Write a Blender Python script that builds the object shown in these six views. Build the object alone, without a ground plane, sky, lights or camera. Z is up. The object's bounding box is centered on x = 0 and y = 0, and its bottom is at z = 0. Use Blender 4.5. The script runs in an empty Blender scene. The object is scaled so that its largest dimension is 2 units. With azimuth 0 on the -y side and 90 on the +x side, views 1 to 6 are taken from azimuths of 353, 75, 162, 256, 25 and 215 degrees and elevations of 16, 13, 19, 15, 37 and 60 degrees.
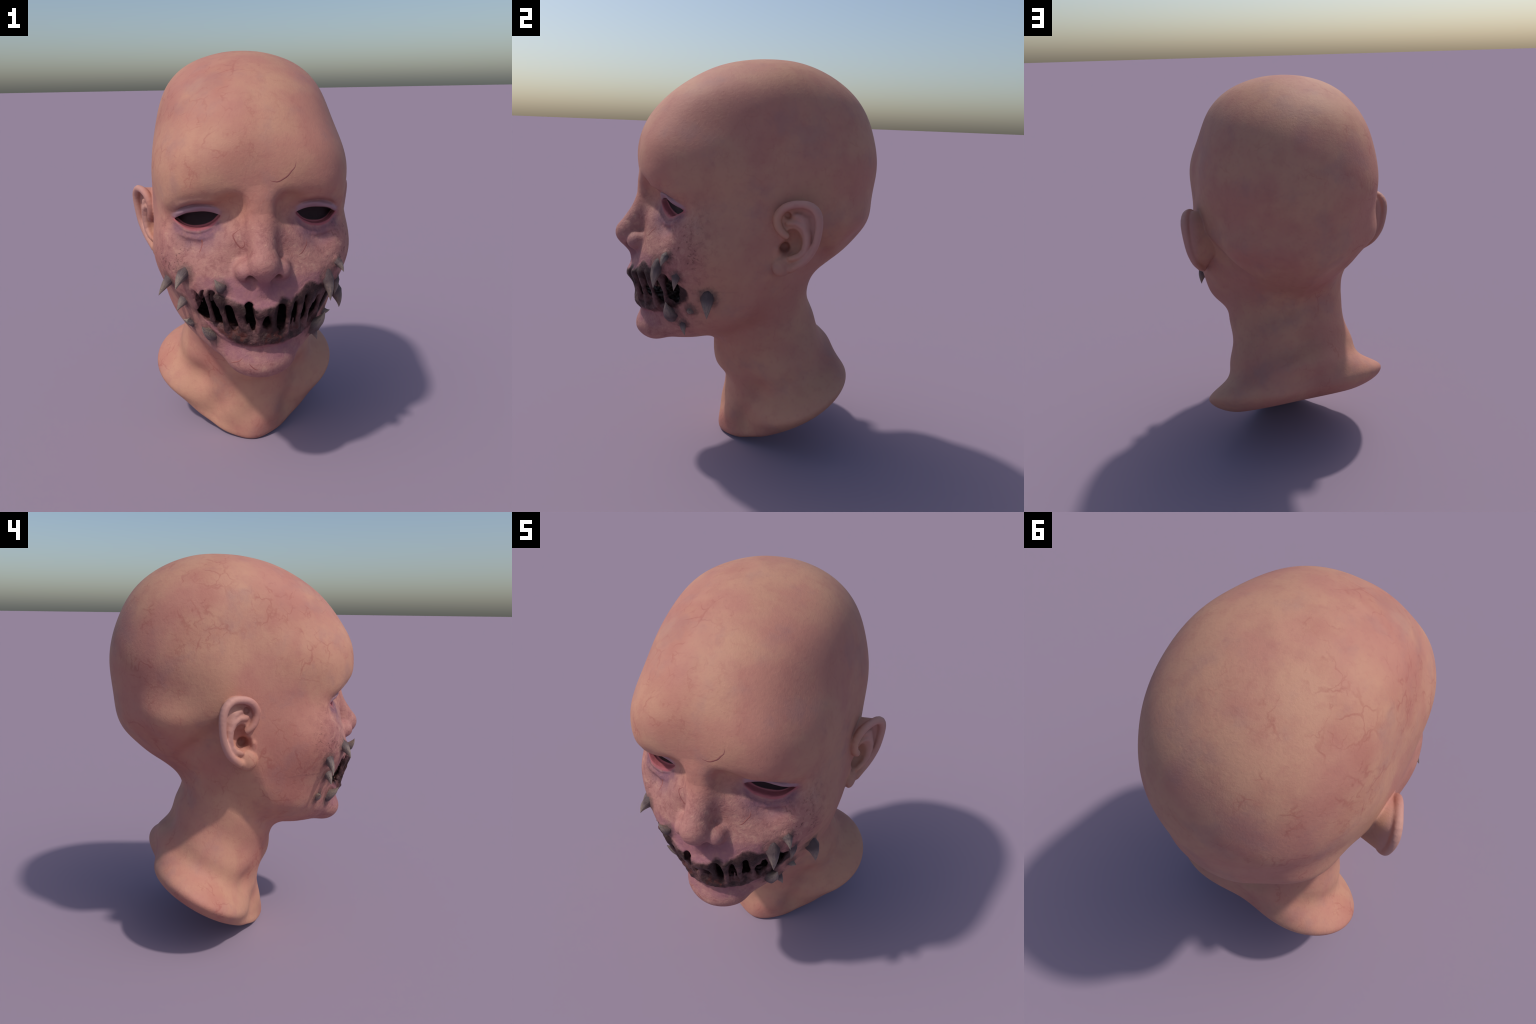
"""Hairless undead head bust: hollow eyes, torn mouth with flesh strands, bone thorns in the cheeks.
The skin is modelled as one implicit surface (loft of head and neck sections plus blended
features), meshed with surface nets, then separated into named parts."""
import bpy, math
import numpy as np

rng = np.random.default_rng(7)
F32 = np.float32
H = 0.004                      # mesh cell size in metres

# ------------------------------------------------------------------ small maths
def smax(a, b, k):
    h = np.clip(.5 + .5 * (a - b) / k, 0, 1)
    return b + (a - b) * h + k * h * (1 - h)

def smin(a, b, k):
    return -smax(-a, -b, k)

def spline_table(xk, rows, n=1500):
    """natural cubic spline through control rows, tabulated for fast lookup"""
    xk = np.array(xk, float); yk = np.array(rows, float)
    m = len(xk); h = np.diff(xk); A = np.zeros((m, m)); b = np.zeros_like(yk)
    A[0, 0] = A[-1, -1] = 1
    for i in range(1, m - 1):
        A[i, i - 1] = h[i - 1]; A[i, i] = 2 * (h[i - 1] + h[i]); A[i, i + 1] = h[i]
        b[i] = 6 * ((yk[i + 1] - yk[i]) / h[i] - (yk[i] - yk[i - 1]) / h[i - 1])
    M = np.linalg.solve(A, b)
    x = np.linspace(xk[0], xk[-1], n)
    i = np.clip(np.searchsorted(xk, x) - 1, 0, m - 2)
    t = (x - xk[i])[:, None]; hh = h[i][:, None]; u = hh - t
    y = (M[i] * u**3 + M[i + 1] * t**3) / (6 * hh) + (yk[i] / hh - M[i] * hh / 6) * u \
        + (yk[i + 1] / hh - M[i + 1] * hh / 6) * t
    return x, y

def look(tab, x):
    xs, y = tab
    return [np.interp(x, xs, y[:, k]).astype(F32) for k in range(y.shape[1])]

def hash3(i, j, k, s):
    n = (i * 374761393 + j * 668265263 + k * 2147483647 + s * 1274126177).astype(np.int64) & 0x7fffffff
    n = ((n ^ (n >> 13)) * 1274126177) & 0x7fffffff
    return ((n ^ (n >> 16)) & 0xffff) / 65535.0

def noise3(P, freq, seed=0):
    """value noise in -1..1"""
    q = np.asarray(P, float) * freq + 100.0
    i = np.floor(q).astype(np.int64); f = q - i; f = f * f * (3 - 2 * f)
    r = 0
    for a in (0, 1):
        for b in (0, 1):
            for c in (0, 1):
                w = (f[:, 0] if a else 1 - f[:, 0]) * (f[:, 1] if b else 1 - f[:, 1]) * (f[:, 2] if c else 1 - f[:, 2])
                r = r + w * hash3(i[:, 0] + a, i[:, 1] + b, i[:, 2] + c, seed)
    return (r * 2 - 1).astype(F32)

def ellipsoid(P, c, r):
    q = (P - np.array(c, F32)) / np.array(r, F32)
    k = np.sqrt((q * q).sum(1)) + 1e-9
    g = np.sqrt(((q / np.array(r, F32))**2).sum(1)) + 1e-9
    return k * (k - 1) / g

def sphere(P, c, r):
    return np.sqrt(((P - np.array(c, F32))**2).sum(1)) - r

def capsule(P, a, b, ra, rb):
    a = np.array(a, F32); b = np.array(b, F32); d = b - a
    t = np.clip(((P - a) @ d) / (d @ d), 0, 1)
    return np.sqrt(((P - a - t[:, None] * d)**2).sum(1)) - (ra + (rb - ra) * t)

def tube(P, pts, rad):
    """chain of tapered capsules"""
    rad = np.broadcast_to(rad, len(pts))
    d = None
    for a, b, ra, rb in zip(pts[:-1], pts[1:], rad[:-1], rad[1:]):
        e = capsule(P, a, b, ra, rb)
        d = e if d is None else np.minimum(d, e)
    return d

def smooth_path(pts, n):
    pts = np.array(pts, float)
    return np.stack([spline_table(np.arange(len(pts)), pts, n)[1]], 0)[0]

# ------------------------------------------------------------------ head and neck loft
Z0, ZTOP, ZBOT = 1.30, 2.0, 0.55
PHI = [-90, -70, -50, -30, -15, 0, 15, 30, 50, 70, 90]
HEAD = [  # centre y, front depth, back depth, half width, roundness front / back
    [-.224, .920, .779, .368, 2.05, 2.00],
    [-.224, .920, .779, .368, 2.05, 2.00],
    [-.138, .644, .574, .510, 1.82, 1.92],
    [-.027, .668, .478, .503, 1.92, 1.43],
    [.023, .594, .592, .504, 2.64, 1.68],
    [.060, .602, .596, .470, 2.51, 1.90],
    [.121, .708, .568, .481, 3.03, 2.09],
    [.165, .804, .551, .500, 2.40, 2.04],
    [.129, .780, .629, .553, 2.13, 2.10],
    [.121, .755, .644, .567, 2.10, 2.18],
    [.121, .755, .644, .567, 2.10, 2.18]]
TILT, YN = .62, .15            # neck sections lie on planes tilted up to the nape
NQ = [.14, .20, .28, .37, .48, .60, .75, .95]
NECK = [  # section radius at front, front corner, side, back corner, back
    [.269, .285, .363, .364, .295],
    [.280, .246, .416, .450, .328],
    [.274, .227, .476, .443, .319],
    [.251, .263, .395, .370, .313],
    [.246, .284, .359, .314, .244],
    [.300, .297, .329, .265, .223],
    [.327, .336, .319, .210, .169],
    [.400, .380, .300, .270, .240]]
HEAD_T = spline_table(PHI, HEAD)
_a = np.radians([0, 45, 90, 135, 180])
NECK_T = spline_table(NQ, np.array(NECK) @ np.linalg.inv(np.cos(np.outer(_a, np.arange(5)))).T)

def f_head(P):
    x, y, z = P[:, 0], P[:, 1], P[:, 2]
    s = np.where(z > Z0, (z - Z0) / (ZTOP - Z0), (z - Z0) / (Z0 - ZBOT))
    out = np.maximum(np.abs(s) - 1, 0)
    s = np.clip(s, -.999, .999); c = np.sqrt(1 - s * s)
    yc, fr, bk, w, nf, nb = look(HEAD_T, np.degrees(np.arcsin(s)))
    dy = y - yc; front = dy < 0
    ry = np.where(front, fr, bk) * c; n = np.where(front, nf, nb); w = w * c
    rho = ((np.abs(x) / w)**n + (np.abs(dy) / ry)**n + 1e-9)**(1 / n)
    f = (rho - 1) * np.minimum(w, ry) * np.sqrt(np.clip(c, .15, 1)) + out * .7
    return smax(f, z - ZTOP + .001, .012)

def f_neck(P):
    x, y, z = P[:, 0], P[:, 1], P[:, 2]
    q = z - TILT * (y - .17)
    co = look(NECK_T, q)
    th = np.arctan2(np.abs(x), -(y - YN)); r = np.hypot(x, y - YN)
    rr = sum(co[k] * np.cos(k * th) for k in range(5))
    return smax(smax((r - rr) * .8, (.148 + .006 * np.clip((y - .1) / .3, 0, 1) - q) / 1.17, .06), q - 1.0, .02)

# broad sculpting strokes, mirrored: x, y, z, radius, amount (+ swells, - hollows)
STROKES = [
    (.45, .27, 1.06, .13, -.080), (.39, .35, .99, .11, -.050), (.45, .25, 1.10, .09, -.030),      # hollow behind the ear
    (.47, -.03, 1.12, .16, -.032), (.48, -.22, 1.38, .14, -.006), (.48, .0, 1.5, .14, -.013),
    (.30, -.36, 1.76, .20, .012), (.0, -.57, 1.52, .12, -.007), (.28, .10, 1.93, .16, .018), (.26, -.46, 1.58, .11, .008), (.0, -.15, 1.96, .16, .010), (.27, -.48, 1.405, .07, .016), (.36, -.40, 1.36, .08, .012),
    (.38, .48, 1.22, .13, .026), (.15, .63, 1.24, .10, .010), (.13, .58, 1.07, .08, -.016), (.32, .54, 1.26, .10, .014), (.38, .38, 1.24, .08, .010), (.32, .51, 1.10, .085, -.034), (.42, .22, 1.03, .08, -.050), (.0, .50, .98, .08, .008),
    (.0, .60, 1.74, .15, -.012), (.38, -.36, 1.20, .10, .014), (.25, -.47, 1.18, .09, -.010),
    (.15, -.51, 1.36, .09, -.010), (.11, -.53, 1.36, .045, -.044),
    (.25, -.48, 1.30, .085, -.065), (.285, -.46, 1.22, .055, -.022), (.155, -.51, 1.315, .055, -.050), (.12, -.52, 1.335, .05, -.030), (.375, -.41, 1.285, .05, -.032),   # eye sockets
    (.0, -.14, .16, .06, -.014), (.12, -.20, .56, .06, -.018), (.14, -.07, .13, .08, .034), (.24, .03, .16, .07, .012), (.06, -.13, .31, .06, -.006), (.27, .02, .33, .08, -.042), (.38, .10, .34, .09, -.012),
    (.0, -.22, .56, .06, -.016), (.0, .40, .70, .13, -.020), (.20, .34, .62, .10, -.012),
    (.0, -.48, .55, .13, -.014), (.0, -.28, .56, .12, -.018)]

GROOVE = [(.50, .17, 1.24), (.425, .24, 1.125), (.352, .31, 1.06), (.268, .395, .99), (.15, .475, .945), (.0, .50, .935)]
GROOVE_R = [.030, .065, .060, .045, .022, .015]

def f_base(P):
    d = smin(f_head(P), f_neck(P), .045)
    for x, y, z, r, a in STROKES:
        i = np.nonzero((np.abs(P[:, 2] - z) < 2.2 * r) & (np.abs(P[:, 1] - y) < 2.2 * r))[0]
        if not len(i): continue
        q = (np.abs(P[i, 0]) - x)**2 + (P[i, 1] - y)**2 + (P[i, 2] - z)**2
        d[i] -= a * np.maximum(np.exp(-q / (r * r)) - .008, 0)
    i = np.nonzero((np.abs(P[:, 2] - 1.08) < .28) & (P[:, 1] > .05))[0]     # groove under the skull, ear to nape
    if len(i):
        S = np.stack([np.abs(P[i, 0]), P[i, 1], P[i, 2]], 1)
        d[i] = smax(d[i], -tube(S, GROOVE, GROOVE_R), .035)
    return d

# ------------------------------------------------------------------ feature data
EYE_C = (.256, -.322, 1.288)
EYE_IN, EYE_OUT = (.160, 1.313), (.353, 1.293)

def lid_curves(ax):
    t = np.clip((ax - EYE_IN[0]) / (EYE_OUT[0] - EYE_IN[0]), 0, 1)
    mid = EYE_IN[1] + (EYE_OUT[1] - EYE_IN[1]) * t
    b = np.maximum(4 * t * (1 - t), 0)
    return mid + .026 * b**.8, mid - .047 * b**.9

# mouth: border of the torn lips in front view, x -> z
MOUTH_X = [-.285, -.268, -.245, -.20, -.16, -.10, -.05, .0, .04, .078, .117, .15, .20, .25, .30, .325, .345]
MOUTH_UP = [.950, .995, 1.015, 1.010, .995, .972, .955, .945, .957, .985, .974, .995, 1.03, 1.015, 1.00, .965, .92]
MOUTH_LO = [.950, .895, .865, .815, .785, .750, .752, .760, .758, .757, .757, .758, .770, .800, .838, .868, .92]
def mouth_up(x): return np.interp(x, MOUTH_X, MOUTH_UP)
def mouth_lo(x): return np.interp(x, MOUTH_X, MOUTH_LO)

HELIX = [(.100, 1.172), (.066, 1.200), (.043, 1.225), (.031, 1.254), (.030, 1.285), (.047, 1.317), (.077, 1.338),
         (.117, 1.346), (.156, 1.342), (.186, 1.316), (.199, 1.278), (.201, 1.232), (.196, 1.178), (.183, 1.135),
         (.160, 1.093), (.130, 1.063), (.100, 1.040)]
ANTIHELIX = [(.073, 1.254), (.109, 1.257), (.139, 1.239), (.155, 1.205), (.158, 1.166), (.151, 1.128), (.128, 1.103), (.095, 1.090)]
ANTI_UP = [(.106, 1.289), (.132, 1.275), (.146, 1.239)]
EAR_RIM = [(.012, 1.264), (.022, 1.312), (.076, 1.350), (.132, 1.361), (.187, 1.335), (.213, 1.268), (.213, 1.179),
           (.188, 1.105), (.152, 1.068), (.115, 1.028), (.066, 1.001), (.036, 1.011), (.015, 1.043), (.025, 1.10), (.020, 1.18)]
EAR_N = np.array([1, -.475, -.106]); EAR_K = .527 - .475 * .135 - .106 * 1.363

def ear_point(y, z, n=0.0):
    x = EAR_K + .475 * y + .106 * z
    u = EAR_N / np.linalg.norm(EAR_N)
    return tuple(np.array([x, y, z]) + n * u)

def outline_distance(y, z, poly):
    """signed distance to a closed smooth outline"""
    p = np.array(poly + poly[:3], float)
    q = spline_table(np.arange(len(p)), p, 120)[1]
    m = len(poly); tt = np.linspace(0, len(p) - 1, 120); q = q[(tt >= 1) & (tt < m + 1)]
    d = np.full(len(y), 9.0); ins = np.zeros(len(y), bool)
    for a, b in zip(q, np.roll(q, -1, 0)):
        e = b - a; L = e @ e + 1e-12
        t = np.clip(((y - a[0]) * e[0] + (z - a[1]) * e[1]) / L, 0, 1)
        d = np.minimum(d, np.hypot(y - a[0] - t * e[0], z - a[1] - t * e[1]))
        if a[1] != b[1]:
            ins ^= ((a[1] > z) != (b[1] > z)) & (y < (b[0] - a[0]) * (z - a[1]) / (b[1] - a[1]) + a[0])
    return np.where(ins, -d, d)

# bone thorns: base, tip, radius
THORNS = [((.349, -.457, 1.082), (.372, -.482, 1.042), .019), ((.293, -.486, 1.024), (.306, -.512, .922), .028),
          ((.352, -.409, .990), (.347, -.422, .918), .019), ((.388, -.269, .886), (.412, -.276, .794), .030),
          ((.312, -.336, .812), (.347, -.352, .816), .019), ((.249, -.423, .771), (.299, -.454, .853), .030),
          ((.262, -.367, .726), (.282, -.360, .672), .017),
          ((-.324, -.466, 1.070), (-.366, -.498, 1.009), .026), ((-.386, -.366, 1.020), (-.444, -.377, .945), .023),
          ((-.175, -.562, 1.028), (-.204, -.584, 1.077), .021), ((-.320, -.382, .928), (-.366, -.398, .875), .026),
          ((-.293, -.344, .799), (-.341, -.352, .817), .023), ((-.208, -.431, .768), (-.261, -.484, .830), .031)]

# ------------------------------------------------------------------ features blended on the loft
def box(P, lo, hi):
    return np.nonzero(((P >= np.array(lo, F32)) & (P <= np.array(hi, F32))).all(1))[0]

def add_nose(P, d):
    ax = np.abs(P[:, 0])
    S = np.stack([ax, P[:, 1], P[:, 2]], 1)
    d = smin(d, tube(P, [(0, -.490, 1.37), (0, -.510, 1.31), (0, -.548, 1.245), (0, -.585, 1.185), (0, -.606, 1.140)],
                     [.046, .042, .046, .052, .060]), .065)
    d = smin(d, ellipsoid(P, (0, -.604, 1.130), (.060, .063, .058)), .03)          # tip
    d = smin(d, ellipsoid(S, (.079, -.564, 1.100), (.039, .056, .042)), .026)      # wings
    d = smin(d, capsule(P, (0, -.605, 1.090), (0, -.572, 1.02), .028, .028), .03)   # septum
    d = smax(d, -capsule(S, (.056, -.630, 1.046), (.046, -.568, 1.110), .029, .017), .010)   # nostrils
    d = smax(d, -capsule(P, (0, -.634, 1.02), (0, -.632, .975), .020, .018), .020)  # philtrum
    return d

def add_eyes(P, d):
    ax = np.abs(P[:, 0]); S = np.stack([ax, P[:, 1], P[:, 2]], 1)
    d = smin(d, sphere(S, EYE_C, .101), .022)                                       # lids over the ball
    xs = np.linspace(.165, .352, 9)
    up, lo = lid_curves(xs)
    ball = lambda x, z, r: EYE_C[1] - math.sqrt(max(r * r - (x - EYE_C[0])**2 - (z - EYE_C[2])**2, .0012))
    upper = [(x, ball(x, z, .108), z + .014) for x, z in zip(xs, up)]
    d = smin(d, tube(S, upper, [.006, .012, .015, .016, .016, .016, .015, .012, .007]), .010)
    lower = [(x, ball(x, z, .094), z - .006) for x, z in zip(xs, lo)]
    d = smin(d, tube(S, lower, [.003, .006, .007, .008, .008, .008, .007, .006, .003]), .010)
    d = smin(d, tube(S, [(.19, -.418, 1.248), (.25, -.428, 1.226), (.33, -.400, 1.236)], [.010, .018, .010]), .03)
    up, lo = lid_curves(ax)
    z = P[:, 2]
    span = np.exp(-((ax - .255) / .085)**6) * (P[:, 1] < -.3)
    crease = up + .034
    d = d - span * (.007 * np.exp(-((z - up - .016) / .012)**2)) + span * .013 * np.exp(-((z - crease) / .007)**2)
    d = d - span * .006 * np.exp(-((z - crease - .022) / .014)**2)
    d = d + span * .005 * np.exp(-((z - lo + .024) / .006)**2) - span * .005 * np.exp(-((z - lo + .042) / .012)**2)
    lid = np.maximum(np.maximum(z - up, lo - z), np.maximum(EYE_IN[0] - ax, ax - EYE_OUT[0]))
    d = smax(d, -np.maximum(lid, -d - .040), .005)                                  # empty socket
    return d

# holes torn between the strands: two surface points, radii, direction they open in
FRONT, LEFT, HALF = (-.06, -1, .10), (.80, -.58, .12), (.45, -.88, .1)
VOIDS = [((-.268, -.470, .975), (-.250, -.452, .890), .014, .018, (-.8, -.6, .1)),
         ((-.251, -.520, .990), (-.233, -.484, .890), .012, .015, (-.5, -.86, .1)),
         ((-.219, -.541, .988), (-.188, -.518, .876), .016, .025, (-.3, -.95, .1)),
         ((-.147, -.570, .938), (-.121, -.548, .848), .013, .018, (-.15, -.98, .1)),
         ((-.062, -.598, .950), (-.050, -.583, .858), .014, .024, FRONT),
         ((.013, -.600, .897), (.012, -.590, .864), .008, .019, FRONT),
         ((.074, -.594, .930), (.074, -.573, .858), .021, .025, FRONT),
         ((.134, -.574, .938), (.131, -.543, .858), .010, .015, FRONT),
         ((.186, -.540, .955), (.186, -.528, .893), .009, .010, HALF),
         ((.240, -.480, .935), (.224, -.475, .840), .011, .017, (.6, -.8, .1)),
         ((.286, -.445, .965), (.270, -.438, .870), .012, .013, LEFT),
         ((.306, -.412, .925), (.288, -.416, .872), .020, .024, LEFT)]

STRANDS = [([(-.200, -.555, .985), (-.197, -.548, .965), (-.193, -.540, .940)], [.012, .007, .002]),
           ([(-.108, -.570, .958), (-.094, -.562, .885), (-.082, -.542, .805)], [.026, .015, .018]),
           ([(-.018, -.582, .935), (-.020, -.574, .865), (-.022, -.556, .798)], [.028, .013, .018]),
           ([(.042, -.582, .940), (.044, -.572, .870), (.049, -.554, .800)], [.022, .011, .016]),
           ([(.238, -.500, .965), (.236, -.496, .940), (.233, -.490, .915)], [.012, .007, .002]),
           ([(-.062, -.560, .820), (-.063, -.566, .845), (-.062, -.570, .872)], [.014, .007, .002]),
           ([(.130, -.535, .825), (.131, -.540, .845), (.132, -.545, .868)], [.012, .006, .002]),
           ([(.112, -.585, .955), (.106, -.575, .885), (.100, -.560, .812)], [.016, .009, .014]),
           ([(.163, -.560, .965), (.158, -.548, .890), (.150, -.525, .812)], [.014, .008, .014]),
           ([(.215, -.525, .975), (.203, -.508, .890), (.192, -.485, .822)], [.014, .008, .014]),
           ([(.285, -.470, .975), (.265, -.454, .900), (.248, -.442, .832)], [.013, .008, .013]),
           ([(-.238, -.530, .995), (-.222, -.515, .930), (-.212, -.495, .865)], [.012, .007, .012]),
           ([(-.185, -.560, .975), (-.168, -.548, .900), (-.150, -.525, .822)], [.014, .008, .014])]

def add_mouth(P, d):
    lump = noise3(P, 45, 3) * .004 + noise3(P, 95, 4) * .0025
    rag = noise3(P, 26, 8) * .006
    # swollen upper and lower gums
    d = smin(d, tube(P, [(-.13, -.560, .950), (-.06, -.585, .932), (0, -.592, .925), (.06, -.585, .940), (.13, -.560, .950)],
                     [.016, .026, .028, .026, .016]) + lump, .03)
    d = smin(d, tube(P, [(-.20, -.465, .815), (-.14, -.508, .795), (-.07, -.546, .785), (0, -.558, .786), (.07, -.546, .785),
                         (.14, -.515, .790), (.20, -.470, .800)], [.012, .022, .027, .028, .027, .022, .012]) + lump, .03)
    # hollow inside
    d = smax(d, -(ellipsoid(P, (.003, -.37, .893), (.285, .200, .100)) + lump), .02)
    for a, b, ra, rb, n in VOIDS:
        a, b, n = [np.array(v, float) for v in (a, b, n)]
        n /= np.linalg.norm(n)
        q = P - a.astype(F32); along = q @ n.astype(F32)
        q = q - along[:, None] * n.astype(F32)
        e = (b - a) - ((b - a) @ n) * n
        t = np.clip((q @ e.astype(F32)) / (e @ e), 0, 1)
        h = np.sqrt(((q - t[:, None] * e.astype(F32))**2).sum(1)) - (ra + (rb - ra) * t)
        h = np.maximum(h - .004 + lump + rag, np.maximum(along - .09, -along - (.10 if abs(a[0]) < .1 else .065)))
        d = smax(d, -h, .012)
    for pts, rad in STRANDS:
        d = smin(d, tube(P, smooth_path(pts, 7), np.interp(np.linspace(0, 1, 7), [0, .5, 1], rad)) + lump * .6, .014)
    return d

def add_ear(P, d):
    S = np.stack([np.abs(P[:, 0]), P[:, 1], P[:, 2]], 1).astype(F32)
    L = np.linalg.norm(EAR_N)
    n = ((S @ EAR_N.astype(F32)) - EAR_K) / L
    y, z = S[:, 1], S[:, 2]
    deep = np.maximum(-n, 0)
    rim = outline_distance(y + .12 * deep, z, EAR_RIM)
    body = smax(smax(rim + .008 + .05 * deep, n + .004, .02), -n - .17, .01)
    body = smax(body, (1.0 + 1.1 * deep - z) * .65, .02)
    E3 = lambda p, k=0.0: ear_point(p[0], p[1], k)
    # hollows on the outer side
    body = smax(body, -ellipsoid(S, E3((.100, 1.165), .004), (.050, .044, .064)), .012)
    body = smax(body, -capsule(S, E3((.074, 1.132), 0), E3((.060, 1.13), -.08), .031, .022), .014)
    body = smax(body, -tube(S, [E3(p, .004) for p in ((.09, 1.312), (.13, 1.315), (.165, 1.295), (.178, 1.25), (.178, 1.19), (.166, 1.135))],
                            [.017, .020, .020, .016, .012, .010]), .010)
    body = smax(body, -capsule(S, E3((.072, 1.288), .004), E3((.064, 1.288), -.040), .017, .012), .014)
    # folds
    hx = np.array([E3(p, k) for p, k in zip(HELIX, [-.020, .000, .007] + [.006] * 10 + [.004, 0, -.004, -.006])])
    hr = [.012, .017, .019, .020, .020, .019, .018, .017, .018, .019, .018, .017, .016, .016, .017, .019, .021]
    body = smin(body, tube(S, smooth_path(hx, 34), np.interp(np.linspace(0, 16, 34), np.arange(17), hr)), .010)
    body = smin(body, tube(S, [E3(p, -.006) for p in ANTIHELIX], [.010, .013, .016, .017, .017, .016, .016, .016]), .012)
    body = smin(body, tube(S, [E3(p, -.010) for p in ANTI_UP], [.012, .014, .014]), .012)
    body = smin(body, ellipsoid(S, E3((.062, 1.048), -.002), (.024, .048, .047)), .012)   # lobe
    body = smin(body, capsule(S, E3((.036, 1.130), -.006), E3((.030, 1.098), -.008), .018, .017), .014)  # tragus
    d = smin(d, body, .007)
    d = smax(d, -ellipsoid(S, E3((.100, 1.160), -.020), (.034, .036, .050)), .012)
    return smax(d, -capsule(S, E3((.074, 1.132), -.008), E3((.060, 1.130), -.055), .031, .022), .018)

COLLARS = []
for b_, t_, r_ in THORNS:
    e_ = .004; p0 = np.array([b_], F32)
    n_ = np.array([f_base(p0 + np.eye(3, dtype=F32)[k] * e_)[0] - f_base(p0 - np.eye(3, dtype=F32)[k] * e_)[0] for k in range(3)])
    n_ /= np.linalg.norm(n_)
    COLLARS.append((np.array(b_) - n_ * r_ * .62, r_ * 1.18, n_))

def add_collars(P, d):
    for c, r, n in COLLARS:
        d = smin(d, sphere(P, c, r) + noise3(P, 70, 5) * .002, .018)
    return d

def field(P):
    P = np.asarray(P, F32)
    d = f_base(P)
    def local(lo, hi, fn):
        i = box(P, lo, hi)
        if len(i): d[i] = fn(P[i], d[i])
    # chin, brow and jaw shaping
    local((-.35, -.72, .45), (.35, -.1, .95), lambda p, f: smax(smin(f, ellipsoid(p, (0, -.484, .660), (.13, .066, .076)), .06),
          -capsule(p, (-.10, -.600, .725), (.10, -.600, .725), .022, .022), .04))
    local((-.5, -.72, 1.1), (.5, -.25, 1.6), add_eyes)
    local((-.25, -.75, .9), (.25, -.40, 1.45), add_nose)
    local((-.42, -.75, .66), (.42, -.1, 1.1), add_mouth)
    local((-.48, -.66, .64), (.48, -.18, 1.16), add_collars)
    for sgn in (-1, 1):
        lo, hi = (.36, -.06, .94), (.66, .3, 1.42)
        if sgn < 0: lo, hi = (-hi[0], lo[1], lo[2]), (-lo[0], hi[1], hi[2])
        local(lo, hi, add_ear)
    return d

def chunked(fn, P, n=400000):
    return np.concatenate([fn(P[i:i + n]) for i in range(0, len(P), n)]) if len(P) else np.zeros(0, F32)

# ------------------------------------------------------------------ surface nets
def mesh_field():
    lo = np.array([-.64, -.74, -.036]); B = 8; h = H
    nb = np.ceil((np.array([.64, .74, 2.036]) - lo) / (B * h)).astype(int)
    I = np.stack(np.meshgrid(*[np.arange(k) for k in nb], indexing='ij'), -1).reshape(-1, 3)
    c = (lo + (I + .5) * B * h - h / 2).astype(F32)
    fc = chunked(field, c)
    keep = np.abs(fc) < .046
    G = np.where(fc < 0, -1, 1).astype(F32).reshape(nb)
    G = np.repeat(np.repeat(np.repeat(G, B, 0), B, 1), B, 2)
    o = np.stack(np.meshgrid(*[np.arange(B)] * 3, indexing='ij'), -1).reshape(-1, 3)
    K = I[keep]
    for s in range(0, len(K), 800):
        idx = (K[s:s + 800, None, :] * B + o[None]).reshape(-1, 3)
        G[idx[:, 0], idx[:, 1], idx[:, 2]] = field((lo + idx * h).astype(F32))
    ins = (G < 0)
    cnt = np.zeros(np.array(G.shape) - 1, np.uint8)
    corners = [(a, b, c) for a in (0, 1) for b in (0, 1) for c in (0, 1)]
    n0, n1, n2 = cnt.shape
    for a, b, c in corners:
        cnt += ins[a:a + n0, b:b + n1, c:c + n2]
    act = np.argwhere((cnt > 0) & (cnt < 8))
    cid = np.full(cnt.shape, -1, np.int32)
    cid[act[:, 0], act[:, 1], act[:, 2]] = np.arange(len(act))
    V = np.stack([G[act[:, 0] + a, act[:, 1] + b, act[:, 2] + c] for a, b, c in corners], 1)
    acc = np.zeros((len(act), 3)); num = np.zeros(len(act))
    for i in range(8):
        for j in range(i + 1, 8):
            ci, cj = np.array(corners[i]), np.array(corners[j])
            if np.abs(ci - cj).sum() != 1: continue
            m = (V[:, i] < 0) != (V[:, j] < 0)
            t = V[m, i] / (V[m, i] - V[m, j])
            acc[m] += ci + t[:, None] * (cj - ci); num[m] += 1
    verts = lo + (act + acc / num[:, None]) * h
    quads = []
    for ax in range(3):
        sl = [slice(None)] * 3; sl[ax] = slice(0, -1); s2 = [slice(None)] * 3; s2[ax] = slice(1, None)
        e = np.argwhere(ins[tuple(sl)] != ins[tuple(s2)])
        e = e[((e > 0) & (e < np.array(cnt.shape))).all(1)]
        u, v = (ax + 1) % 3, (ax + 2) % 3
        q = []
        for du, dv in ((0, 0), (1, 0), (1, 1), (0, 1)):
            k = e.copy(); k[:, u] -= 1 - du; k[:, v] -= 1 - dv
            q.append(cid[k[:, 0], k[:, 1], k[:, 2]])
        q = np.stack(q, 1)
        flip = ~ins[e[:, 0], e[:, 1], e[:, 2]]
        q[flip] = q[flip][:, ::-1]
        quads.append(q)
    quads = np.concatenate(quads)
    quads = quads[(quads >= 0).all(1)]
    return verts, quads

def gradient(P, e=.0025):
    g = np.zeros((len(P), 3))
    for k in ((1, 1, 1), (1, -1, -1), (-1, 1, -1), (-1, -1, 1)):
        k = np.array(k, float)
        g += chunked(field, (P + k * e).astype(F32))[:, None] * k
    return g / (4 * e)

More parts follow.
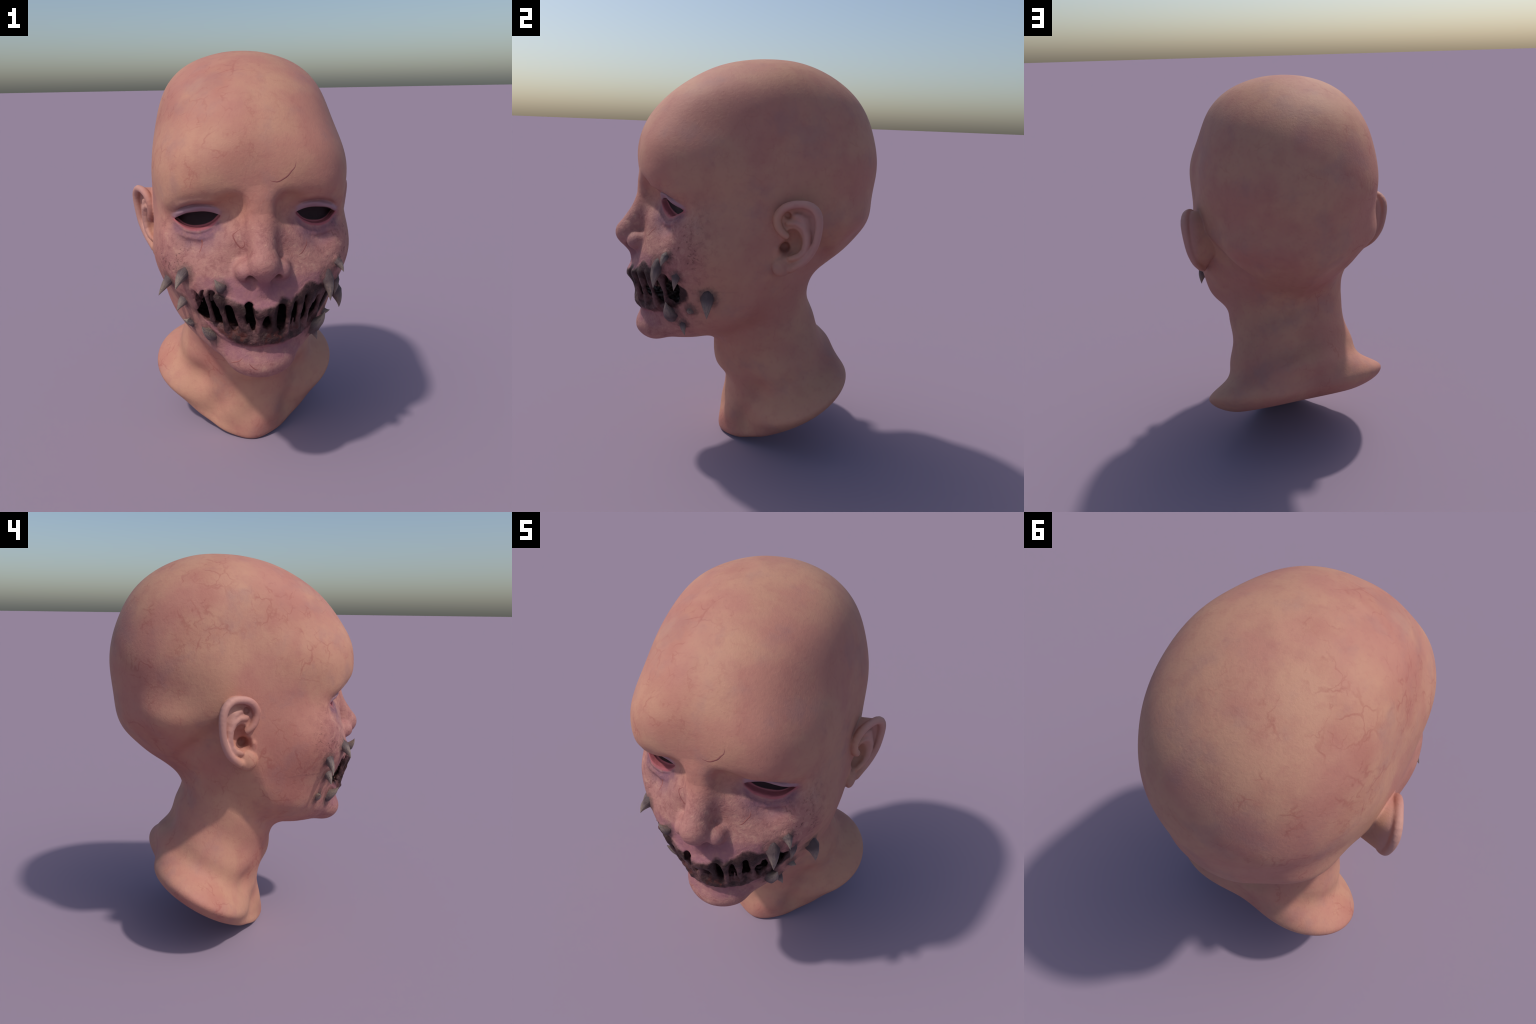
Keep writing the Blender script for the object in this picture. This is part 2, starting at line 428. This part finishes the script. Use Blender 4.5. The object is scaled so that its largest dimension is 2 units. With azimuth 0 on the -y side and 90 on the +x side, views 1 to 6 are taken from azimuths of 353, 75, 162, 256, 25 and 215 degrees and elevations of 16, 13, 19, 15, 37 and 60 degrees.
verts, quads = mesh_field()
for it in range(2):                     # pull the net onto the true surface
    g = gradient(verts); f = chunked(field, verts.astype(F32))
    step = -f[:, None] * g / np.maximum((g * g).sum(1), .05)[:, None]
    L = np.linalg.norm(step, axis=1); step *= np.minimum(1, .6 * H / np.maximum(L, 1e-9))[:, None]
    verts = verts + step
verts[:, 2] = np.maximum(verts[:, 2], 0.0005)

# mesh smoothing of the last grid artefacts
def laplace(verts, quads, amount):
    acc = np.zeros_like(verts); n = np.zeros(len(verts))
    for a in range(4):
        i, j = quads[:, a], quads[:, (a + 1) % 4]
        for k in range(3):
            acc[:, k] += np.bincount(i, verts[j, k], len(verts)) + np.bincount(j, verts[i, k], len(verts))
        n += np.bincount(i, minlength=len(verts)) + np.bincount(j, minlength=len(verts))
    return verts + amount * (acc / np.maximum(n, 1)[:, None] - verts)
verts = laplace(verts, quads, .5); verts = laplace(verts, quads, -.35)

# ------------------------------------------------------------------ node helper
class Graph:
    def __init__(self, name):
        self.mat = bpy.data.materials.new(name); self.mat.use_nodes = True
        self.t = self.mat.node_tree; self.t.nodes.clear()
        self.out = self.t.nodes.new('ShaderNodeOutputMaterial')
        self.bsdf = self.t.nodes.new('ShaderNodeBsdfPrincipled')
        self.t.links.new(self.bsdf.outputs[0], self.out.inputs[0])
        self.pos = self.new('ShaderNodeTexCoord').outputs['Object']
    def new(self, kind, **kw):
        n = self.t.nodes.new(kind)
        for k, v in kw.items(): setattr(n, k, v)
        return n
    def put(self, sock, v):
        if hasattr(v, 'is_linked'): self.t.links.new(v, sock)
        elif isinstance(v, (tuple, list)): sock.default_value = tuple(v) + ((1,) if len(v) == 3 and len(sock.default_value) == 4 else ())
        else: sock.default_value = v
    def math(self, op, a, b=0.0, clamp=False):
        n = self.new('ShaderNodeMath', operation=op, use_clamp=clamp)
        self.put(n.inputs[0], a); self.put(n.inputs[1], b); return n.outputs[0]
    def ramp(self, v, a, b, lo=0.0, hi=1.0):
        n = self.new('ShaderNodeMapRange', interpolation_type='SMOOTHSTEP')
        self.put(n.inputs[0], v)
        for k, q in zip((1, 2, 3, 4), (a, b, lo, hi)): n.inputs[k].default_value = q
        if a > b:
            n.inputs[1].default_value, n.inputs[2].default_value = b, a
            n.inputs[3].default_value, n.inputs[4].default_value = hi, lo
        return n.outputs[0]
    def noise(self, scale, detail=4, rough=.55, vec=None, distortion=0.0):
        n = self.new('ShaderNodeTexNoise')
        self.put(n.inputs['Vector'], vec if vec is not None else self.pos)
        n.inputs['Scale'].default_value = scale; n.inputs['Detail'].default_value = detail
        n.inputs['Roughness'].default_value = rough; n.inputs['Distortion'].default_value = distortion
        return n.outputs[0]
    def mix(self, fac, a, b, blend='MIX'):
        n = self.new('ShaderNodeMix', data_type='RGBA', blend_type=blend)
        self.put(n.inputs[0], fac); self.put(n.inputs[6], a); self.put(n.inputs[7], b); return n.outputs[2]
    def dist(self, p, vec=None):
        n = self.new('ShaderNodeVectorMath', operation='DISTANCE')
        self.put(n.inputs[0], vec if vec is not None else self.pos); n.inputs[1].default_value = p
        return n.outputs['Value']
    def curve(self, v, xs, ys):
        """float curve through points; xs range mapped to 0..1"""
        n = self.new('ShaderNodeFloatCurve')
        a, b = xs[0], xs[-1]
        self.put(n.inputs[1], self.math('DIVIDE', self.math('SUBTRACT', v, a), b - a, True))
        c = n.mapping.curves[0]; n.mapping.use_clip = False
        for i, (x, y) in enumerate(zip(xs, ys)):
            q = ((x - a) / (b - a), y)
            if i < 2: c.points[i].location = q
            else: c.points.new(*q)
        for p in c.points: p.handle_type = 'AUTO'
        n.mapping.update()
        return n.outputs[0]
    def bump(self, height, strength, distance, normal=None):
        n = self.new('ShaderNodeBump'); n.inputs['Strength'].default_value = strength
        n.inputs['Distance'].default_value = distance; self.put(n.inputs['Height'], height)
        if normal is not None: self.put(n.inputs['Normal'], normal)
        return n.outputs[0]

def srgb(r, g, b):
    f = lambda c: c / 12.92 if c <= .04045 else ((c + .055) / 1.055)**2.4
    return tuple(f(v / 255) for v in (r, g, b))

# ------------------------------------------------------------------ skin material
def skin_material():
    g = Graph('undead_skin')
    sep = g.new('ShaderNodeSeparateXYZ'); g.put(sep.inputs[0], g.pos)
    X, Y, Z = sep.outputs; AX = g.math('ABSOLUTE', X)
    com = g.new('ShaderNodeCombineXYZ')
    for i, s in enumerate((AX, Y, Z)): g.put(com.inputs[i], s)
    MIR = com.outputs[0]
    warp = g.new('ShaderNodeTexNoise'); g.put(warp.inputs['Vector'], g.pos); warp.inputs['Scale'].default_value = 14
    warp.inputs['Detail'].default_value = 3
    wv = g.new('ShaderNodeVectorMath', operation='MULTIPLY_ADD')
    g.put(wv.inputs[0], warp.outputs['Color']); wv.inputs[1].default_value = (.06, .06, .06); g.put(wv.inputs[2], g.pos)
    WP = wv.outputs[0]
    # mottled base
    big = g.noise(3.2, 3); mid = g.noise(9, 5, .6); fine = g.noise(38, 4, .65)
    col = g.mix(g.ramp(big, .36, .64), srgb(187, 138, 115), srgb(180, 124, 109))
    col = g.mix(g.math('MULTIPLY', g.ramp(mid, .48, .70), .28), col, srgb(164, 104, 96))
    col = g.mix(g.math('MULTIPLY', g.ramp(g.noise(5.0, 4, .6, WP), .50, .70), .35), col, srgb(152, 114, 112))
    col = g.mix(g.math('MULTIPLY', g.ramp(fine, .48, .75), .22), col, srgb(164, 98, 92))
    # veins: thin ridges of warped noise, in patches
    def net(scale, width, shift):
        w = g.new('ShaderNodeTexNoise'); w.inputs['Scale'].default_value = scale * 1.7; w.inputs['Detail'].default_value = 3
        g.put(w.inputs['Vector'], g.pos)
        m = g.new('ShaderNodeVectorMath', operation='MULTIPLY_ADD')
        g.put(m.inputs[0], w.outputs['Color']); m.inputs[1].default_value = (.9 / scale,) * 3; g.put(m.inputs[2], g.pos)
        v = g.new('ShaderNodeTexVoronoi', feature='DISTANCE_TO_EDGE'); v.inputs['Scale'].default_value = scale
        g.put(v.inputs['Vector'], m.outputs[0])
        brk = g.ramp(g.noise(scale * 1.3 + shift, 2), .47, .60)
        return g.math('MULTIPLY', g.ramp(v.outputs['Distance'], width, 0.0), brk)
    more = g.ramp(X, .25, -.25, .35, 1.0)
    patch = g.math('MULTIPLY', g.ramp(g.noise(3.6, 2), .42, .60), more)
    vein = g.math('MAXIMUM', net(6.0, .045, .3), g.math('MULTIPLY', net(11.0, .05, .7), .8))
    vein = g.math('MULTIPLY', vein, patch)
    col = g.mix(g.math('MULTIPLY', vein, .42), col, srgb(152, 80, 74))
    col = g.mix(g.math('MULTIPLY', g.ramp(g.noise(3.6, 2), .50, .66), g.math('MULTIPLY', more, .22)), col, srgb(160, 88, 80))
    # face is cooler and pinker around mouth, nose and eyes
    face = g.math('MULTIPLY', g.ramp(Y, -.24, -.46), g.math('MULTIPLY', g.ramp(Z, 1.36, 1.22), g.ramp(Z, .52, .62)))
    col = g.mix(g.math('MULTIPLY', face, .65), col, srgb(157, 107, 107))
    blush = g.math('MULTIPLY', g.ramp(Y, -.15, -.42), g.ramp(Z, 1.42, 1.25))
    spot = g.noise(26, 5, .68, WP)
    col = g.mix(g.math('MULTIPLY', g.math('MULTIPLY', g.ramp(spot, .48, .66), blush), .55), col, srgb(134, 80, 80))
    col = g.mix(g.math('MULTIPLY', g.math('MULTIPLY', g.ramp(spot, .46, .34), blush), .45), col, srgb(190, 146, 128))
    ear = g.math('MULTIPLY', g.math('MULTIPLY', g.ramp(AX, .480, .525), g.ramp(Y, -.06, .02)), g.math('MULTIPLY', g.ramp(Y, .30, .24), g.ramp(Z, 1.42, 1.37)))
    ear = g.math('MULTIPLY', ear, g.ramp(Z, .96, 1.02))
    col = g.mix(g.math('MULTIPLY', ear, .6), col, srgb(186, 140, 134))
    blot = g.ramp(g.noise(17, 4, .65), .30, .62, .35, 1.0)
    eye = g.math('MULTIPLY', g.ramp(g.dist((.25, -.43, 1.275), MIR), .165, .06), blot)
    col = g.mix(g.math('MULTIPLY', eye, .85), col, srgb(130, 92, 102))
    up_z = g.curve(AX, [.12, .157, .20, .256, .31, .357, .40], [1.31, 1.314, 1.330, 1.331, 1.324, 1.293, 1.28])
    lo_z = g.curve(AX, [.12, .157, .20, .256, .31, .357, .40], [1.31, 1.314, 1.276, 1.257, 1.264, 1.293, 1.29])
    ex = g.math('MULTIPLY', g.ramp(AX, .150, .175), g.ramp(AX, .375, .350))
    ey = g.math('MULTIPLY', ex, g.ramp(Y, -.33, -.36))
    du = g.math('SUBTRACT', Z, up_z); dl = g.math('SUBTRACT', lo_z, Z)
    lid = g.math('MULTIPLY', ey, g.math('MULTIPLY', g.ramp(du, -.004, .004), g.ramp(du, .034, .022)))
    col = g.mix(g.math('MULTIPLY', lid, .8), col, srgb(160, 127, 137))
    rim = g.math('MULTIPLY', ey, g.math('MULTIPLY', g.ramp(dl, -.012, -.004), g.ramp(dl, .014, .006)))
    col = g.mix(g.math('MULTIPLY', rim, .8), col, srgb(164, 84, 92))
    bag = g.math('MULTIPLY', ey, g.math('MULTIPLY', g.ramp(dl, .012, .026), g.ramp(dl, .060, .034)))
    col = g.mix(g.math('MULTIPLY', g.math('MULTIPLY', bag, blot), .6), col, srgb(112, 72, 90))
    # lips and muzzle: violet pink
    muz = g.math('MULTIPLY', g.ramp(g.dist((0, -.58, .93), g.pos), .28, .13), blot)
    col = g.mix(g.math('MULTIPLY', muz, .6), col, srgb(158, 110, 115))
    cheek = g.math('MULTIPLY', g.ramp(g.dist((.385, -.38, 1.14), MIR), .17, .05), g.ramp(g.noise(16, 3), .42, .60))
    pit = g.math('MULTIPLY', g.ramp(g.noise(75, 3, .6, WP), .54, .66), cheek)
    col = g.mix(g.math('MULTIPLY', pit, .65), col, srgb(100, 60, 58))
    lipz = g.math('MINIMUM', g.ramp(g.math('SUBTRACT', g.curve(X, MOUTH_X, MOUTH_LO), Z), .050, .004), g.ramp(Y, -.40, -.46))
    lipt = g.math('MINIMUM', g.ramp(g.math('SUBTRACT', Z, g.curve(X, MOUTH_X, MOUTH_UP)), .034, .002), g.ramp(Y, -.44, -.50))
    lipm = g.math('MULTIPLY', g.math('MAXIMUM', lipz, lipt), g.math('MULTIPLY', g.ramp(Z, .66, .70), g.ramp(AX, .30, .24)))
    lipm = g.math('MULTIPLY', g.math('MULTIPLY', lipm, g.ramp(Z, 1.08, 1.05)), blot)
    col = g.mix(g.math('MULTIPLY', lipm, .6), col, srgb(134, 86, 100))
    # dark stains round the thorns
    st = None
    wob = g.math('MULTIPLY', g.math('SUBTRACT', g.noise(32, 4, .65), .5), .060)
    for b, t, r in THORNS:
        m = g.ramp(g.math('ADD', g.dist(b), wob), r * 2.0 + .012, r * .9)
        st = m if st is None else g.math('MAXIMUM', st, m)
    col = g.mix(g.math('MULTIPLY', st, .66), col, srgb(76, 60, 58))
    # torn mouth flesh between the lip borders
    wob2 = g.math('MULTIPLY', g.math('SUBTRACT', g.noise(30, 4, .6), .5), .03)
    mu = g.curve(X, MOUTH_X, MOUTH_UP); ml = g.curve(X, MOUTH_X, MOUTH_LO)
    zz = g.math('ADD', Z, wob2)
    mm = g.math('MULTIPLY', g.ramp(g.math('SUBTRACT', mu, zz), -.008, .014), g.ramp(g.math('SUBTRACT', zz, ml), -.008, .014))
    mm = g.math('MULTIPLY', mm, g.ramp(Y, -.1, -.2))
    flesh = g.mix(g.ramp(g.noise(11, 3, .5), .38, .62), srgb(56, 35, 34), srgb(108, 74, 73))
    flesh = g.mix(g.math('MULTIPLY', g.ramp(g.noise(26, 4, .6), .50, .68), .7), flesh, srgb(38, 23, 22))
    rust = g.math('MULTIPLY', g.ramp(g.noise(24, 3, .6), .50, .62), g.ramp(Z, .86, .80))
    flesh = g.mix(g.math('MULTIPLY', rust, .7), flesh, srgb(86, 40, 34))
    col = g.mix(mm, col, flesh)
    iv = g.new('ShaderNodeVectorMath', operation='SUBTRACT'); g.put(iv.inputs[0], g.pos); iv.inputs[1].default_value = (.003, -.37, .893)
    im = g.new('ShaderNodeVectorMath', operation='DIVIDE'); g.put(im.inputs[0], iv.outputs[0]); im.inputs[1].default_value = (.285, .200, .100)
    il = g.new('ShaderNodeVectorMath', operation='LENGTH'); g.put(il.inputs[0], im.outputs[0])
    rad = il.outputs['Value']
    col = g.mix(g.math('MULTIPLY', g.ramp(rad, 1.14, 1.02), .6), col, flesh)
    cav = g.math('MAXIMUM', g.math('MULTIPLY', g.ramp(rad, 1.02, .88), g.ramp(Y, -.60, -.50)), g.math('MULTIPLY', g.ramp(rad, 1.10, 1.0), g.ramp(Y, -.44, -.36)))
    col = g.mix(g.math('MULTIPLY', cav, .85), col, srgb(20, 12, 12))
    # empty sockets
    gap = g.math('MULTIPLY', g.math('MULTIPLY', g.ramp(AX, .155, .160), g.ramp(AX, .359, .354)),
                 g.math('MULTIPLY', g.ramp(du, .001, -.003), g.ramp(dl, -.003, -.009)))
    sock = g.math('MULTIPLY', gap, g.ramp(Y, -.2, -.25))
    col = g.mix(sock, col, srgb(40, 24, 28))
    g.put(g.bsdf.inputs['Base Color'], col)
    rough = g.mix(mm, (.62, .62, .62), (.5, .5, .5))
    g.put(g.bsdf.inputs['Roughness'], rough)
    g.bsdf.inputs['Specular IOR Level'].default_value = .25
    # relief
    nrm = g.bump(g.noise(70, 6, .7), .32, .006)
    nrm = g.bump(g.math('MULTIPLY', pit, -1.0), .5, .006, nrm)
    nrm = g.bump(g.math('MULTIPLY', g.noise(34, 5, .7, WP), face), .35, .014, nrm)
    nrm = g.bump(g.math('MULTIPLY', g.noise(50, 5, .65), mm), .8, .010, nrm)
    g.put(g.bsdf.inputs['Normal'], nrm)
    return g.mat

def thorn_material():
    g = Graph('bone_thorn')
    sep = g.new('ShaderNodeSeparateXYZ'); g.put(sep.inputs[0], g.pos)
    t = sep.outputs[2]
    col = g.mix(g.ramp(t, .0, .9), srgb(100, 84, 83), srgb(150, 132, 118))
    col = g.mix(g.math('MULTIPLY', g.ramp(g.noise(3.5, 4), .42, .65), .5), col, srgb(90, 79, 84))
    col = g.mix(g.ramp(t, .35, .02), col, srgb(84, 68, 68))
    g.put(g.bsdf.inputs['Base Color'], col)
    g.bsdf.inputs['Roughness'].default_value = .5
    g.bsdf.inputs['Specular IOR Level'].default_value = .3
    g.put(g.bsdf.inputs['Normal'], g.bump(g.noise(8, 4), .25, .1))
    return g.mat

SKIN = skin_material(); BONE = thorn_material()

# ------------------------------------------------------------------ split the skin into parts
root = bpy.data.objects.new('monster_head_bust', None)
root['label'] = 'bald undead head with torn mouth, hollow eyes and cheek thorns'
root['category'] = 'monster bust'
bpy.context.scene.collection.objects.link(root)

def link(ob):
    ob.parent = root
    bpy.context.scene.collection.objects.link(ob); return ob

normals = gradient(verts, .003); normals /= np.maximum(np.linalg.norm(normals, axis=1), 1e-9)[:, None]
ctr = verts[quads].mean(1); cx, cy, cz = ctr.T
part = np.zeros(len(quads), int)                                    # 0 head
part[(cz - .48 * (cy + .10)) < .60] = 1                              # neck
ear_n = (np.abs(cx) * EAR_N[0] + cy * EAR_N[1] + cz * EAR_N[2] - EAR_K) / np.linalg.norm(EAR_N)
base_d = chunked(f_base, ctr.astype(F32))
isear = (base_d > .008) & (cy > -.05) & (cy < .28) & (cz > .98) & (cz < 1.40) & (np.abs(cx) > .40)
part[isear & (cx < 0)] = 2; part[isear & (cx > 0)] = 3
mx = (cz < mouth_up(cx) - .002) & (cz > mouth_lo(cx) + .002) & (cy < -.16) & (cx > -.284) & (cx < .344)
part[mx] = 4
lu, ll = lid_curves(np.abs(cx))
se = (cz < lu - .001) & (cz > ll + .001) & (np.abs(cx) > EYE_IN[0]) & (np.abs(cx) < EYE_OUT[0]) & (cy < -.3)
part[se & (cx < 0)] = 5; part[se & (cx > 0)] = 6
nose = (np.abs(cx) < .13) & (cz > 1.06) & (cz < 1.30) & (base_d > .004)
part[nose & (part == 0) & (cy < -.5)] = 7
NAMES = ['head', 'neck', 'ear', 'ear', 'mouth', 'eye_socket', 'eye_socket', 'nose']
for k, name in enumerate(NAMES):
    q = quads[part == k]
    if not len(q): continue
    used, inv = np.unique(q, return_inverse=True)
    me = bpy.data.meshes.new(name)
    me.vertices.add(len(used)); me.vertices.foreach_set('co', verts[used].astype(F32).ravel())
    me.loops.add(len(q) * 4); me.loops.foreach_set('vertex_index', inv.reshape(-1).astype(np.int32))
    me.polygons.add(len(q)); me.polygons.foreach_set('loop_start', np.arange(0, len(q) * 4, 4, dtype=np.int32))
    me.polygons.foreach_set('use_smooth', np.ones(len(q), bool))
    me.update(calc_edges=True); me.validate()
    me.normals_split_custom_set_from_vertices(normals[used].tolist())
    me.materials.append(SKIN)
    link(bpy.data.objects.new(name, me))

# ------------------------------------------------------------------ thorns
def thorn_mesh():
    """unit curved spike along +z, swollen collar at the root, bent towards +x"""
    rings, seg = 22, 24
    vs, fs = [], []
    for i in range(rings):
        t = i / (rings - 1); z = -.45 + 1.45 * t
        u = max(z, 0)
        r = (1 - u)**.9 * (1 + .10 * math.sin(math.pi * min(u * 1.15, 1))) * (1 + .10 * math.exp(-((z - .08) / .1)**2)) if z < 1 else 0.0
        if z < 0: r = math.sqrt(max(1 - (z / .45)**2, 0)) * (1 + .10 * math.exp(-((z - .08) / .1)**2))
        bend = .80 * (u - u * u) * 1.6
        for k in range(seg):
            a = 2 * math.pi * k / seg
            rr = r * (1 + .05 * math.sin(3 * a + 4 * z) + .03 * math.sin(7 * a))
            vs.append((rr * math.cos(a) - bend, rr * math.sin(a), z))
    for i in range(rings - 1):
        for k in range(seg):
            a = i * seg + k; b = i * seg + (k + 1) % seg
            fs.append((a, b, b + seg, a + seg))
    me = bpy.data.meshes.new('thorn'); me.from_pydata(vs, [], fs)
    me.polygons.foreach_set('use_smooth', np.ones(len(me.polygons), bool)); me.materials.append(BONE); me.update()
    return me

from mathutils import Vector, Matrix
tm = thorn_mesh()
for b, t, r in THORNS:
    ob = bpy.data.objects.new('thorn', tm)
    B_, T_ = Vector(b), Vector(t); zax = (T_ - B_).normalized()
    out = Vector(gradient(np.array([b]))[0].tolist()).normalized()
    root_pt = B_ - out * .004; r = r * 1.08
    zax = (T_ - root_pt); ln = zax.length; zax.normalize()
    # belly of the bend faces away from the skin
    xax = -(out - zax * out.dot(zax))
    if xax.length < .05: xax = zax.orthogonal()
    xax.normalize(); yax = zax.cross(xax)
    M = Matrix((xax * r, yax * r, zax * ln)).transposed().to_4x4(); M.translation = root_pt
    ob.matrix_world = M
    link(ob)

# ------------------------------------------------------------------ raised blood vessels under the skin
VEINS = [
    [(0.145, -0.552, 1.539), (0.133, -0.555, 1.513), (0.105, -0.559, 1.487), (0.072, -0.560, 1.461), (0.039, -0.561, 1.468)],
    [(-0.092, -0.534, 1.275), (-0.119, -0.529, 1.259), (-0.119, -0.528, 1.239), (-0.101, -0.532, 1.207), (-0.082, -0.533, 1.192), (-0.064, -0.534, 1.204), (-0.066, -0.534, 1.226)],
    [(-0.252, -0.486, 1.243), (-0.259, -0.484, 1.219), (-0.266, -0.484, 1.195), (-0.265, -0.487, 1.175)],
    [(0.218, -0.504, 1.212), (0.204, -0.513, 1.182), (0.182, -0.522, 1.157), (0.160, -0.528, 1.148)],
    [(-0.060, -0.557, 0.671), (-0.044, -0.566, 0.656), (-0.024, -0.575, 0.650)],
    [(-0.130, -0.504, 0.660), (-0.107, -0.529, 0.673), (-0.083, -0.541, 0.688)],
]
def vein_material():
    g = Graph('vein')
    col = g.mix(g.ramp(g.noise(12, 3), .35, .65), srgb(152, 98, 92), srgb(142, 86, 82))
    g.put(g.bsdf.inputs['Base Color'], col); g.bsdf.inputs['Roughness'].default_value = .65
    g.bsdf.inputs['Specular IOR Level'].default_value = .2
    return g.mat
VEIN = vein_material()

def vein_tube(pts, radius):
    n = 10 * len(pts)
    c = smooth_path(pts, n)
    c += .004 * np.stack([noise3(c, 35, k) for k in (11, 12, 13)], 1)
    for _ in range(5):
        g_ = gradient(c); f_ = field(c.astype(F32))
        c = c - f_[:, None] * g_ / np.maximum((g_ * g_).sum(1), .05)[:, None]
    nr = gradient(c); nr /= np.linalg.norm(nr, axis=1)[:, None]
    tg = np.gradient(c, axis=0); tg /= np.maximum(np.linalg.norm(tg, axis=1), 1e-9)[:, None]
    bi = np.cross(tg, nr)
    seg = 8; vs = []
    for i in range(n):
        r = radius * math.sin(math.pi * min(max(i / (n - 1), .02), .98))**.5
        for k in range(seg):
            a = 2 * math.pi * k / seg
            vs.append(c[i] + bi[i] * r * 1.5 * math.cos(a) + nr[i] * (r * .5 * math.sin(a) - r * .32))
    fs = [(i * seg + k, i * seg + (k + 1) % seg, (i + 1) * seg + (k + 1) % seg, (i + 1) * seg + k) for i in range(n - 1) for k in range(seg)]
    me = bpy.data.meshes.new('vein'); me.from_pydata([tuple(map(float, v)) for v in vs], [], fs)
    me.polygons.foreach_set('use_smooth', np.ones(len(me.polygons), bool)); me.materials.append(VEIN); me.update()
    return me
for p in VEINS:
    link(bpy.data.objects.new('vein', vein_tube(p, .0026)))
